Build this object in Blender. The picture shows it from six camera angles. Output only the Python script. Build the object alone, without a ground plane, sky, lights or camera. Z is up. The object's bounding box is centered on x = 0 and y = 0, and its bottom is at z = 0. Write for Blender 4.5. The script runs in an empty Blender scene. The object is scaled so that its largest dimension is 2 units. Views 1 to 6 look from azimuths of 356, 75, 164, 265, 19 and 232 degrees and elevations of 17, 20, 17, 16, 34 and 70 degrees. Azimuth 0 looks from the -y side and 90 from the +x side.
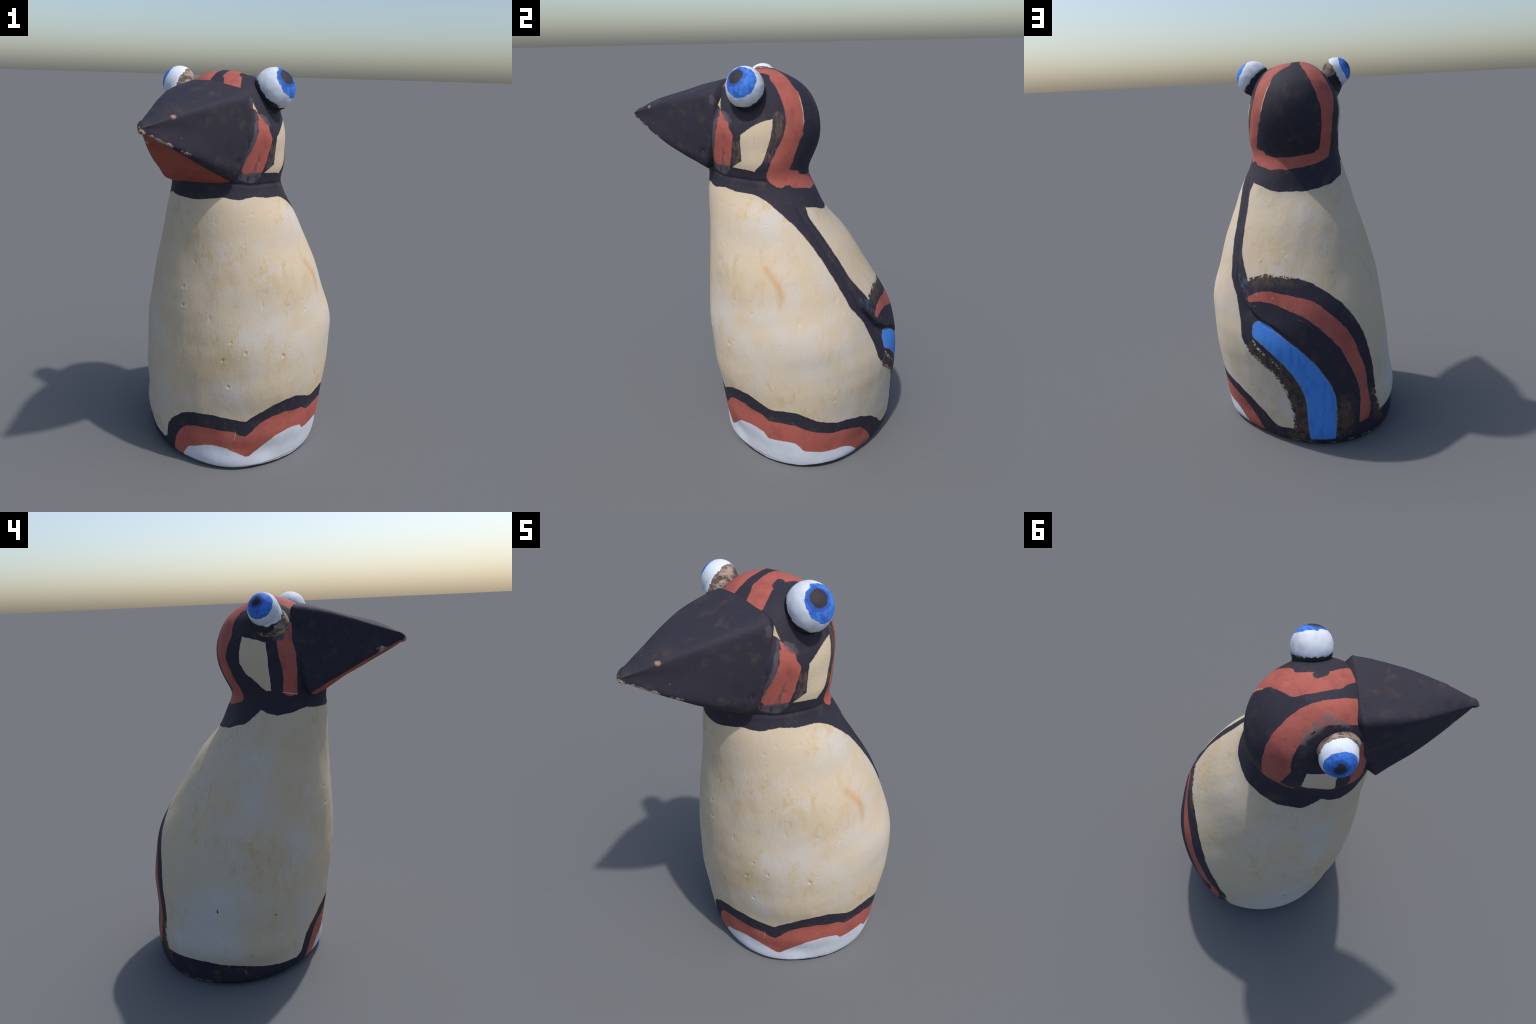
"""Painted ceramic bird: a skittle-shaped glazed body with a turned head, a big
wedge beak, two bulging eyes on stalks, a folded wing wrapped round the back and
painted bands.  Everything is lofted from section tables and painted with brush
strokes (3D polylines with a width) turned into shader nodes."""
import bpy, math, random
import numpy as np
from mathutils import Vector

random.seed(7)
rng = np.random.default_rng(7)

# ------------------------------------------------------------------ body sections
# One row per level: height parameter, mean radius, then how the section departs
# from a circle: (x, y) lean, (cos, sin) ovalness, three-sidedness, squareness.
LEVELS = [
    (-0.057, 0.423, -0.045, 0.074, -0.010, -0.043, 0.010, -0.005, 0.008, -0.001),
    (0.021, 0.452, -0.052, 0.081, -0.004, -0.024, 0.014, -0.002, 0.006, -0.002),
    (0.100, 0.465, -0.050, 0.080, -0.005, -0.021, 0.013, -0.007, 0.004, -0.002),
    (0.180, 0.478, -0.048, 0.073, -0.004, -0.023, 0.007, -0.004, 0.004, -0.001),
    (0.300, 0.484, -0.039, 0.063, -0.003, -0.011, 0.007, -0.005, 0.002, 0.000),
    (0.450, 0.498, -0.029, 0.050, -0.007, -0.005, 0.005, -0.007, 0.004, 0.004),
    (0.600, 0.497, -0.021, 0.036, -0.007, 0.001, 0.005, -0.007, 0.003, 0.004),
    (0.750, 0.481, -0.020, 0.014, -0.003, 0.002, 0.005, -0.010, 0.008, 0.001),
    (0.900, 0.445, -0.016, -0.003, 0.002, 0.010, 0.000, -0.004, 0.001, -0.001),
    (1.050, 0.400, -0.003, -0.018, 0.006, 0.010, 0.000, -0.003, 0.001, 0.001),
    (1.200, 0.344, 0.006, -0.031, 0.007, 0.012, 0.001, -0.002, 0.002, -0.000),
    (1.320, 0.297, 0.008, -0.054, 0.013, 0.011, 0.004, -0.000, 0.000, -0.001),
    (1.420, 0.262, 0.009, -0.060, 0.007, 0.018, 0.004, 0.001, -0.000, -0.001),
    (1.490, 0.246, 0.008, -0.061, 0.004, 0.015, 0.007, -0.002, 0.000, -0.002),
    (1.560, 0.260, 0.012, -0.052, -0.004, 0.012, 0.009, -0.004, -0.000, -0.003),
    (1.630, 0.271, 0.015, -0.042, -0.013, 0.011, 0.007, -0.002, -0.000, -0.002),
    (1.700, 0.277, 0.016, -0.038, -0.018, 0.007, 0.005, 0.001, 0.001, -0.000),
    (1.788, 0.262, 0.016, -0.034, -0.018, 0.004, 0.003, 0.003, 0.002, 0.001),
    (1.876, 0.226, 0.017, -0.034, -0.014, 0.000, 0.002, -0.001, -0.000, 0.002),
    (1.964, 0.164, 0.017, -0.034, -0.006, -0.006, 0.003, -0.006, -0.002, 0.002),
    (2.052, 0.083, 0.004, -0.029, 0.005, -0.004, 0.004, -0.007, -0.003, 0.001),
    (2.140, 0.000, 0.000, 0.000, 0.000, 0.000, 0.000, 0.000, 0.000, 0.000),
]
Z_TOP, Z_DOME, Z_BASE = 1.98, 1.70, 0.10     # crown, start of the dome, top of the rounded foot


def spine(z):
    t = np.clip((z - 0.7) / 0.9, 0, 1)
    t = t * t * (3 - 2 * t)
    return 0.02 - 0.11 * t, 0.09 - 0.12 * t


def level_to_height(w):
    w = np.asarray(w, float)
    z = w.copy()
    m = w > Z_DOME
    z[m] = Z_DOME + (Z_TOP - Z_DOME) * np.sin((w[m] - Z_DOME) / (Z_TOP - Z_DOME))
    m = w < Z_BASE
    z[m] = Z_BASE - Z_BASE * np.sin((Z_BASE - w[m]) / Z_BASE)
    return z


def natural_spline(xs, ys, x):
    """Natural cubic spline through rows ys at xs, evaluated at x."""
    n = len(xs)
    h = np.diff(xs)
    A = np.eye(n)
    R = np.zeros((n, n))
    for i in range(1, n - 1):
        A[i, i - 1:i + 2] = h[i - 1], 2 * (h[i - 1] + h[i]), h[i]
        R[i, i - 1:i + 2] = 6 / h[i - 1], -6 / h[i - 1] - 6 / h[i], 6 / h[i]
    M = np.linalg.solve(A, R) @ ys
    i = np.clip(np.searchsorted(xs, x) - 1, 0, n - 2)
    hh = h[i]
    a = ((xs[i + 1] - x) / hh)[:, None]
    b = ((x - xs[i]) / hh)[:, None]
    return a * ys[i] + b * ys[i + 1] + ((a ** 3 - a) * M[i] + (b ** 3 - b) * M[i + 1]) * (hh ** 2 / 6)[:, None]


# ------------------------------------------------------------------ brush strokes
# strokes: (x, y, z, half width) along the brush path; patches: facing direction + corners
class HEAD:
    cheek_red_R = ((0.97, -0.18, 0.15), [
        (0.044, -0.298, 1.805), (0.079, -0.282, 1.764), (0.106, -0.257, 1.747), (0.114, -0.256, 1.69), (0.094, -0.261, 1.594),
        (0.073, -0.267, 1.55), (-0.009, -0.312, 1.542), (-0.023, -0.327, 1.578), (0.023, -0.324, 1.658), (0.046, -0.314, 1.749),
    ])
    cheek_cream_R = ((0.96, -0.24, 0.16), [
        (0.13, -0.228, 1.738), (0.168, -0.137, 1.759), (0.171, -0.079, 1.791), (0.186, -0.085, 1.728), (0.185, -0.114, 1.626),
        (0.18, -0.136, 1.574), (0.158, -0.169, 1.531), (0.12, -0.225, 1.545), (0.135, -0.225, 1.647),
    ])
    cheek_sliver_R = ((0.96, -0.21, 0.20), [
        (0.086, -0.257, 1.548), (0.138, -0.214, 1.587), (0.13, -0.212, 1.539),
    ])
    cheek_cream_L = ((-0.99, 0.09, 0.10), [
        (-0.26, 0.107, 1.795), (-0.316, 0, 1.764), (-0.324, -0.011, 1.688), (-0.32, -0.017, 1.582), (-0.319, -0.022, 1.53),
        (-0.307, 0.003, 1.529), (-0.27, 0.095, 1.615), (-0.258, 0.128, 1.669), (-0.265, 0.121, 1.741),
    ])
    nape = ((0.30, 0.95, 0.06), [
        (-0.073, -0.014, 1.975), (-0.082, 0.12, 1.919), (-0.092, 0.182, 1.855), (-0.102, 0.214, 1.783), (-0.112, 0.224, 1.7),
        (-0.113, 0.207, 1.62), (-0.114, 0.167, 1.531), (-0.109, 0.157, 1.505), (-0.02, 0.157, 1.492), (0.091, 0.113, 1.487),
        (0.14, 0.062, 1.513), (0.176, 0.01, 1.555), (0.173, 0.039, 1.64), (0.161, 0.069, 1.736), (0.131, 0.074, 1.823),
        (0.084, 0.07, 1.884), (0.018, 0.051, 1.933),
    ])
    cheek_red_base_L = ((-0.98, 0.15, 0.12), [
        (-0.331, -0.056, 1.732), (-0.332, -0.134, 1.728), (-0.339, -0.146, 1.609), (-0.335, -0.148, 1.51), (-0.333, -0.076, 1.525),
        (-0.336, -0.081, 1.594),
    ])
    smudge_eye_L = [
        (-0.184, 0.081, 1.918, 0.014), (-0.178, 0.054, 1.936, 0.016), (-0.173, -0.011, 1.958, 0.021), (-0.175, -0.044, 1.965, 0.016),
        (-0.2, -0.061, 1.955, 0.014), (-0.236, -0.098, 1.927, 0.01),
    ]
    cheek_slivers_L = [
        (-0.333, -0.076, 1.523, 0.002), (-0.336, -0.107, 1.519, 0.003), (-0.335, -0.147, 1.51, 0.002),
    ]
    cheek_red_point = [
        (0.046, -0.297, 1.804, 0.005), (0.067, -0.291, 1.772, 0.018), (0.079, -0.288, 1.743, 0.029),
    ]
    cheek_red_L = [
        (-0.299, -0.122, 1.843, 0.012), (-0.322, -0.102, 1.783, 0.028), (-0.329, -0.093, 1.757, 0.04), (-0.337, -0.102, 1.703, 0.042),
        (-0.339, -0.112, 1.639, 0.036), (-0.34, -0.113, 1.584, 0.033), (-0.338, -0.112, 1.537, 0.035),
    ]
    hood_R = [
        (-0.065, -0.247, 1.914, 0.035), (-0.06, -0.161, 1.956, 0.041), (-0.034, -0.09, 1.972, 0.048), (0.003, -0.029, 1.965, 0.053),
        (0.069, -0.001, 1.929, 0.042), (0.071, -0.017, 1.934, 0.046), (0.13, 0.022, 1.862, 0.055), (0.163, 0.034, 1.788, 0.054),
        (0.178, 0.03, 1.721, 0.053), (0.183, 0.011, 1.662, 0.055), (0.187, -0.018, 1.612, 0.054), (0.19, -0.047, 1.565, 0.05),
        (0.184, -0.06, 1.515, 0.054), (0.183, -0.051, 1.478, 0.029),
    ]
    hood_tailR = [
        (0.182, -0.046, 1.5, 0.041), (0.16, 0.032, 1.49, 0.032), (0.166, 0.027, 1.477, 0.035), (0.123, 0.104, 1.456, 0.034),
        (0.054, 0.147, 1.458, 0.034), (-0.023, 0.163, 1.464, 0.033), (-0.109, 0.153, 1.479, 0.035), (-0.18, 0.132, 1.502, 0.04),
    ]
    hood_L = [
        (-0.18, 0.132, 1.502, 0.04), (-0.174, 0.148, 1.535, 0.043), (-0.17, 0.186, 1.615, 0.042), (-0.164, 0.207, 1.691, 0.04),
        (-0.169, 0.189, 1.8, 0.061), (-0.151, 0.165, 1.862, 0.057), (-0.138, 0.122, 1.913, 0.053), (-0.132, 0.067, 1.947, 0.05),
        (-0.136, 0.009, 1.967, 0.048), (-0.156, -0.046, 1.972, 0.047), (-0.179, -0.1, 1.963, 0.05), (-0.204, -0.157, 1.934, 0.052),
    ]
    midline = [
        (-0.135, -0.211, 1.928, 0.022), (-0.121, -0.132, 1.963, 0.016), (-0.094, -0.069, 1.977, 0.018), (-0.076, -0.012, 1.974, 0.019),
        (-0.054, 0.041, 1.955, 0.028),
    ]
    blot = [
        (0.003, -0.168, 1.949, 0.015), (-0.01, -0.144, 1.959, 0.02), (-0.009, -0.112, 1.966, 0.017),
    ]
    sliver_nape = [
        (0.095, 0.063, 1.879, 0.002), (0.12, 0.069, 1.846, 0.003), (0.134, 0.074, 1.817, 0.003), (0.156, 0.075, 1.75, 0.003),
        (0.166, 0.063, 1.683, 0.002),
    ]
    sliver_nape2 = [
        (0.126, 0.074, 1.832, 0.004), (0.069, 0.058, 1.902, 0.004), (0.041, 0.055, 1.921, 0.004),
    ]
    sliver_beak = [
        (-0.001, -0.274, 1.881, 0.003), (0.015, -0.29, 1.853, 0.009), (0.026, -0.296, 1.833, 0.007), (0.044, -0.294, 1.813, 0.002),
    ]
    smudge_beak = [
        (0.036, -0.298, 1.817, 0.003), (0.04, -0.318, 1.749, 0.011), (0.026, -0.328, 1.681, 0.01), (-0.009, -0.328, 1.608, 0.009),
        (-0.038, -0.326, 1.552, 0.012),
    ]
    smudge_top = [
        (0.062, -0.286, 1.797, 0.009), (0.083, -0.273, 1.777, 0.017), (0.102, -0.26, 1.757, 0.007),
    ]
    smudge_low = [
        (-0.021, -0.315, 1.535, 0.014), (0.03, -0.288, 1.527, 0.026), (0.058, -0.274, 1.538, 0.014),
    ]
    split_red_R = [
        (0.068, -0.292, 1.645, 0.002), (0.046, -0.295, 1.588, 0.005), (0.038, -0.293, 1.559, 0.012),
    ]
    smudge_L = [
        (-0.321, -0.042, 1.779, 0.007), (-0.321, -0.075, 1.789, 0.019),
    ]
    brown_R1 = [
        (0.122, -0.242, 1.655, 0.016), (0.11, -0.243, 1.573, 0.018),
    ]
    brown_R2 = [
        (0.178, -0.055, 1.777, 0.02), (0.19, -0.066, 1.711, 0.022), (0.19, -0.092, 1.643, 0.022), (0.187, -0.11, 1.591, 0.016),
    ]
    crease = [
        (-0.075, -0.326, 1.507, 0.012), (0.021, -0.288, 1.492, 0.012), (0.115, -0.215, 1.49, 0.011), (0.172, -0.122, 1.484, 0.009),
    ]

class BODY:
    seam_black = [
        (0.199, -0.066, 1.426, 0.063), (0.241, 0.006, 1.346, 0.06), (0.265, 0.037, 1.291, 0.044), (0.307, 0.107, 1.19, 0.04),
        (0.346, 0.165, 1.088, 0.04), (0.373, 0.211, 1.003, 0.042), (0.386, 0.27, 0.916, 0.056), (0.377, 0.342, 0.822, 0.057),
        (0.389, 0.389, 0.676, 0.035), (0.397, 0.405, 0.615, 0.031), (0.373, 0.447, 0.545, 0.035), (0.324, 0.499, 0.497, 0.035),
        (0.273, 0.539, 0.444, 0.035), (0.231, 0.565, 0.378, 0.036), (0.193, 0.581, 0.293, 0.039), (0.174, 0.59, 0.185, 0.04),
        (0.165, 0.58, 0.066, 0.044),
    ]
    blue = [
        (0.338, 0.456, 0.667, 0.035), (0.309, 0.498, 0.632, 0.052), (0.264, 0.546, 0.584, 0.056), (0.216, 0.583, 0.537, 0.06),
        (0.171, 0.608, 0.486, 0.063), (0.13, 0.625, 0.427, 0.068), (0.098, 0.632, 0.364, 0.072), (0.076, 0.635, 0.301, 0.076),
        (0.069, 0.637, 0.233, 0.076), (0.069, 0.639, 0.161, 0.073), (0.064, 0.63, 0.058, 0.07),
    ]
    blue_top = [
        (0.343, 0.452, 0.665, 0.033), (0.348, 0.457, 0.639, 0.03), (0.324, 0.489, 0.617, 0.035),
    ]
    mid_black = [
        (0.31, 0.453, 0.743, 0.057), (0.242, 0.527, 0.713, 0.062), (0.162, 0.592, 0.653, 0.071), (0.088, 0.632, 0.576, 0.078),
        (0.02, 0.655, 0.485, 0.079), (-0.037, 0.656, 0.384, 0.077), (-0.064, 0.651, 0.276, 0.066), (-0.066, 0.66, 0.172, 0.067),
        (-0.059, 0.656, 0.075, 0.075),
    ]
    wing_red = [
        (0.35, 0.384, 0.805, 0.021), (0.299, 0.433, 0.828, 0.027), (0.238, 0.488, 0.821, 0.031), (0.176, 0.535, 0.802, 0.038),
        (0.101, 0.578, 0.776, 0.046), (0.048, 0.608, 0.732, 0.046), (-0.014, 0.629, 0.67, 0.047), (-0.075, 0.639, 0.59, 0.044),
        (-0.111, 0.646, 0.504, 0.04), (-0.151, 0.639, 0.409, 0.036), (-0.171, 0.631, 0.314, 0.028), (-0.177, 0.636, 0.243, 0.032),
        (-0.175, 0.644, 0.174, 0.036), (-0.165, 0.648, 0.127, 0.031),
    ]
    outer_black = [
        (0.333, 0.375, 0.88, 0.041), (0.279, 0.422, 0.894, 0.047), (0.215, 0.469, 0.893, 0.043), (0.15, 0.505, 0.882, 0.046),
        (0.083, 0.537, 0.86, 0.043), (0.019, 0.572, 0.813, 0.046), (-0.043, 0.595, 0.765, 0.044), (-0.094, 0.614, 0.691, 0.047),
        (-0.151, 0.618, 0.601, 0.042), (-0.187, 0.622, 0.506, 0.036), (-0.219, 0.611, 0.395, 0.027), (-0.235, 0.606, 0.288, 0.02),
        (-0.246, 0.614, 0.201, 0.024), (-0.27, 0.602, 0.091, 0.028),
    ]
    seam_blue = [
        (0.38, 0.288, 0.911, 0.013), (0.365, 0.339, 0.868, 0.027), (0.358, 0.373, 0.809, 0.01), (0.352, 0.401, 0.757, 0.004),
    ]
    seam_groove = [
        (0.209, -0.011, 1.405, 0.006), (0.228, 0.023, 1.361, 0.006), (0.256, 0.05, 1.3, 0.006), (0.279, 0.086, 1.243, 0.006),
        (0.319, 0.14, 1.15, 0.006), (0.347, 0.192, 1.065, 0.006), (0.374, 0.253, 0.963, 0.007), (0.393, 0.29, 0.873, 0.007),
        (0.363, 0.388, 0.753, 0.007), (0.361, 0.39, 0.754, 0.006), (0.337, 0.431, 0.725, 0.006), (0.311, 0.471, 0.699, 0.006),
        (0.267, 0.518, 0.68, 0.006), (0.224, 0.561, 0.644, 0.006), (0.178, 0.594, 0.61, 0.006), (0.125, 0.624, 0.546, 0.006),
        (0.07, 0.646, 0.477, 0.006),
    ]
    stain = [
        (0.308, -0.161, 1.097, 0.012), (0.335, -0.138, 1.062, 0.011), (0.36, -0.117, 1.017, 0.012), (0.375, -0.11, 0.975, 0.012),
        (0.383, -0.119, 0.925, 0.009),
    ]
    stain_drip = [
        (0.316, -0.181, 1.039, 0.003), (0.324, -0.194, 0.977, 0.004), (0.336, -0.189, 0.931, 0.003),
    ]
    stain2 = [
        (-0.077, -0.353, 1.128, 0.041), (-0.12, -0.354, 1.023, 0.031), (-0.163, -0.349, 0.938, 0.017),
    ]
    crack_foot = [
        (-0.026, -0.328, 0.259, 0.003), (-0.029, -0.322, 0.202, 0.003), (-0.036, -0.308, 0.132, 0.003),
    ]
    crack_side = [
        (-0.225, 0.608, 0.425, 0.002), (-0.369, 0.488, 0.4, 0.002), (-0.431, 0.397, 0.374, 0.002), (-0.458, 0.345, 0.342, 0.002),
        (-0.482, 0.294, 0.295, 0.002), (-0.496, 0.286, 0.232, 0.001), (-0.5, 0.281, 0.171, 0.001),
    ]
    dents = [
        (-0.28, -0.288, 1.013, 0.009), (-0.283, -0.292, 0.923, 0.01), (-0.094, -0.37, 0.672, 0.012), (0.198, -0.331, 0.676, 0.012),
        (0.014, -0.379, 0.714, 0.01), (-0.058, -0.377, 0.767, 0.009), (-0.066, -0.366, 0.527, 0.01), (0.305, -0.236, 0.876, 0.009),
        (-0.348, -0.236, 0.815, 0.007), (-0.331, -0.254, 0.74, 0.007), (0.232, -0.312, 0.705, 0.006), (-0.296, -0.283, 0.602, 0.006),
    ]
    specksL = [
        (-0.461, 0.318, 0.44, 0.011), (-0.487, 0.021, 0.404, 0.011),
    ]


# Painted rings round the foot and the collar: height against angle (degrees, 0 = +x)
RING_BLACK = [(-180, .10), (-170, .088), (-156, .078), (-152, .10), (-148, .195), (-143, .25), (-138, .282), (-133, .319),
              (-123, .346), (-111, .347), (-100, .331), (-94, .320), (-89, .310), (-86, .330), (-80, .360), (-71, .396),
              (-63, .415), (-54, .416), (-47, .398), (-38, .366), (-34, .362), (-28, .370), (-20, .371), (-13, .35),
              (-6, .319), (7, .290), (14, .292), (26, .274), (37, .231), (47, .175), (53, .125), (58, .09), (68, .102),
              (90, .10), (120, .132), (129, .136), (138, .144), (147, .147), (157, .134), (166, .128), (174, .113), (180, .10)]
RING_RED = [(-180, -.05), (-150, -.05), (-146, .04), (-143, .105), (-141, .152), (-136, .208), (-131, .24), (-124, .257),
            (-116, .262), (-106, .258), (-98, .250), (-93, .229), (-89, .222), (-83, .265), (-78, .297), (-70, .324),
            (-60, .332), (-50, .318), (-44, .315), (-39, .283), (-35, .288), (-28, .292), (-20, .291), (-9, .254), (6, .227),
            (13, .229), (20, .219), (29, .189), (34, .155), (40, .105), (45, .045), (48, -.05), (180, -.05)]
RING_WHITE = [(-180, -.05), (-142, -.05), (-137, .045), (-131, .108), (-119, .145), (-112, .155), (-103, .143), (-94, .108),
              (-89, .085), (-86, .085), (-80, .118), (-74, .152), (-67, .197), (-58, .212), (-51, .215), (-44, .203),
              (-40, .168), (-33, .173), (-26, .176), (-20, .173), (-17, .150), (-15, .125), (0, .107), (15, .107),
              (23, .078), (28, .045), (33, -.05), (180, -.05)]
RING_RIM = [(-180, .0), (-130, .004), (-107, .012), (-84, .020), (-64, .012), (-46, .006), (-21, .015), (0, .03), (12, .03),
            (28, .02), (45, .012), (180, .0)]
RING_COLLAR = [(-180, 1.385), (-175, 1.412), (-170, 1.437), (-165, 1.420), (-160, 1.412), (-150, 1.425), (-141, 1.444),
               (-133, 1.436), (-120, 1.432), (-107, 1.446), (-97, 1.432), (-87, 1.443), (-77, 1.430), (-63, 1.426),
               (-53, 1.405), (-43, 1.376), (-12, 1.357), (4, 1.348), (27, 1.325), (46, 1.314), (85, 1.316), (107, 1.312),
               (135, 1.321), (155, 1.333), (165, 1.350), (174, 1.362), (180, 1.385)]
AXIS = (0.02, 0.09)                           # the rings are wound about this upright axis


# ------------------------------------------------------------------ geometry helpers
def nearest_on_path(P, pts):
    """Distance from points P to a polyline, with segment index and position on it."""
    pts = np.asarray(pts, float)[:, :3]
    best = np.full(len(P), 1e9)
    seg = np.zeros(len(P), int)
    par = np.zeros(len(P))
    for i in range(len(pts) - 1):
        a, d = pts[i], pts[i + 1] - pts[i]
        t = np.clip(((P - a) @ d) / (d @ d), 0, 1)
        dist = np.linalg.norm(P - a - t[:, None] * d, axis=1)
        m = dist < best
        best[m], seg[m], par[m] = dist[m], i, t[m]
    return best, seg, par


def stroke_distance(P, stroke):
    """Signed distance to the edge of a brush stroke of changing width."""
    s = np.asarray(stroke, float)
    best = np.full(len(P), 1e9)
    for i in range(len(s) - 1):
        a, d = s[i, :3], s[i + 1, :3] - s[i, :3]
        t = np.clip(((P - a) @ d) / (d @ d), 0, 1)
        best = np.minimum(best, np.linalg.norm(P - a - t[:, None] * d, axis=1) - s[i, 3] - t * (s[i + 1, 3] - s[i, 3]))
    return best


def smooth_path(path):
    """Catmull-Rom midpoints between brush points, so bends turn softly."""
    s = np.asarray(path, float)
    e = np.vstack([2 * s[0] - s[1], s, 2 * s[-1] - s[-2]])
    out = []
    for i in range(1, len(e) - 2):
        out += [e[i], (9 * (e[i] + e[i + 1]) - e[i - 1] - e[i + 2]) / 16]
    return [tuple(float(x) for x in q) for q in out + [e[-2]]]


def lumps(P, scale, seed):
    """Smooth pseudo-noise, roughly -1..1, from a few random plane waves."""
    r = np.random.default_rng(seed)
    v = np.zeros(len(P))
    for _ in range(14):
        k = r.normal(size=3) * scale
        v += np.sin(P @ k + r.uniform(0, 6.28))
    return v / 5.0


def make_mesh(name, verts, faces, normals=None, material=None, parent=None, smooth=True):
    me = bpy.data.meshes.new(name)
    n = len(verts)
    me.vertices.add(n)
    me.vertices.foreach_set("co", np.asarray(verts, np.float32).ravel())
    loops = np.concatenate([np.asarray(f, np.int32).ravel() for f in faces if len(f)])
    sizes = np.concatenate([np.full(len(f), np.asarray(f).shape[1], np.int32) for f in faces if len(f)])
    me.loops.add(len(loops))
    me.loops.foreach_set("vertex_index", loops)
    me.polygons.add(len(sizes))
    me.polygons.foreach_set("loop_start", np.concatenate([[0], np.cumsum(sizes)[:-1]]).astype(np.int32))
    me.polygons.foreach_set("loop_total", sizes)
    me.update(calc_edges=True)
    me.validate()
    if smooth:
        me.polygons.foreach_set("use_smooth", np.ones(len(me.polygons), bool))
    if normals is not None:
        me.normals_split_custom_set_from_vertices([tuple(v) for v in normals])
    if material:
        me.materials.append(material)
    ob = bpy.data.objects.new(name, me)
    bpy.context.scene.collection.objects.link(ob)
    if parent:
        ob.parent = parent
    return ob


def vertex_normals(V, quads, tris=None):
    N = np.zeros_like(V)
    for f in ([quads] if tris is None else [quads, tris]):
        if f.shape[1] == 4:
            fn = np.cross(V[f[:, 2]] - V[f[:, 0]], V[f[:, 3]] - V[f[:, 1]])
        else:
            fn = np.cross(V[f[:, 1]] - V[f[:, 0]], V[f[:, 2]] - V[f[:, 0]])
        for k in range(f.shape[1]):
            for c in range(3):
                N[:, c] += np.bincount(f[:, k], fn[:, c], len(V))
    return N / np.maximum(np.linalg.norm(N, axis=1, keepdims=True), 1e-12)


def grid_quads(rows, cols):
    i = np.arange(rows - 1)[:, None] * cols
    j = np.arange(cols)[None, :]
    jn = (j + 1) % cols
    return np.stack([i + j, i + jn, i + cols + jn, i + cols + j], -1).reshape(-1, 4)


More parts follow.
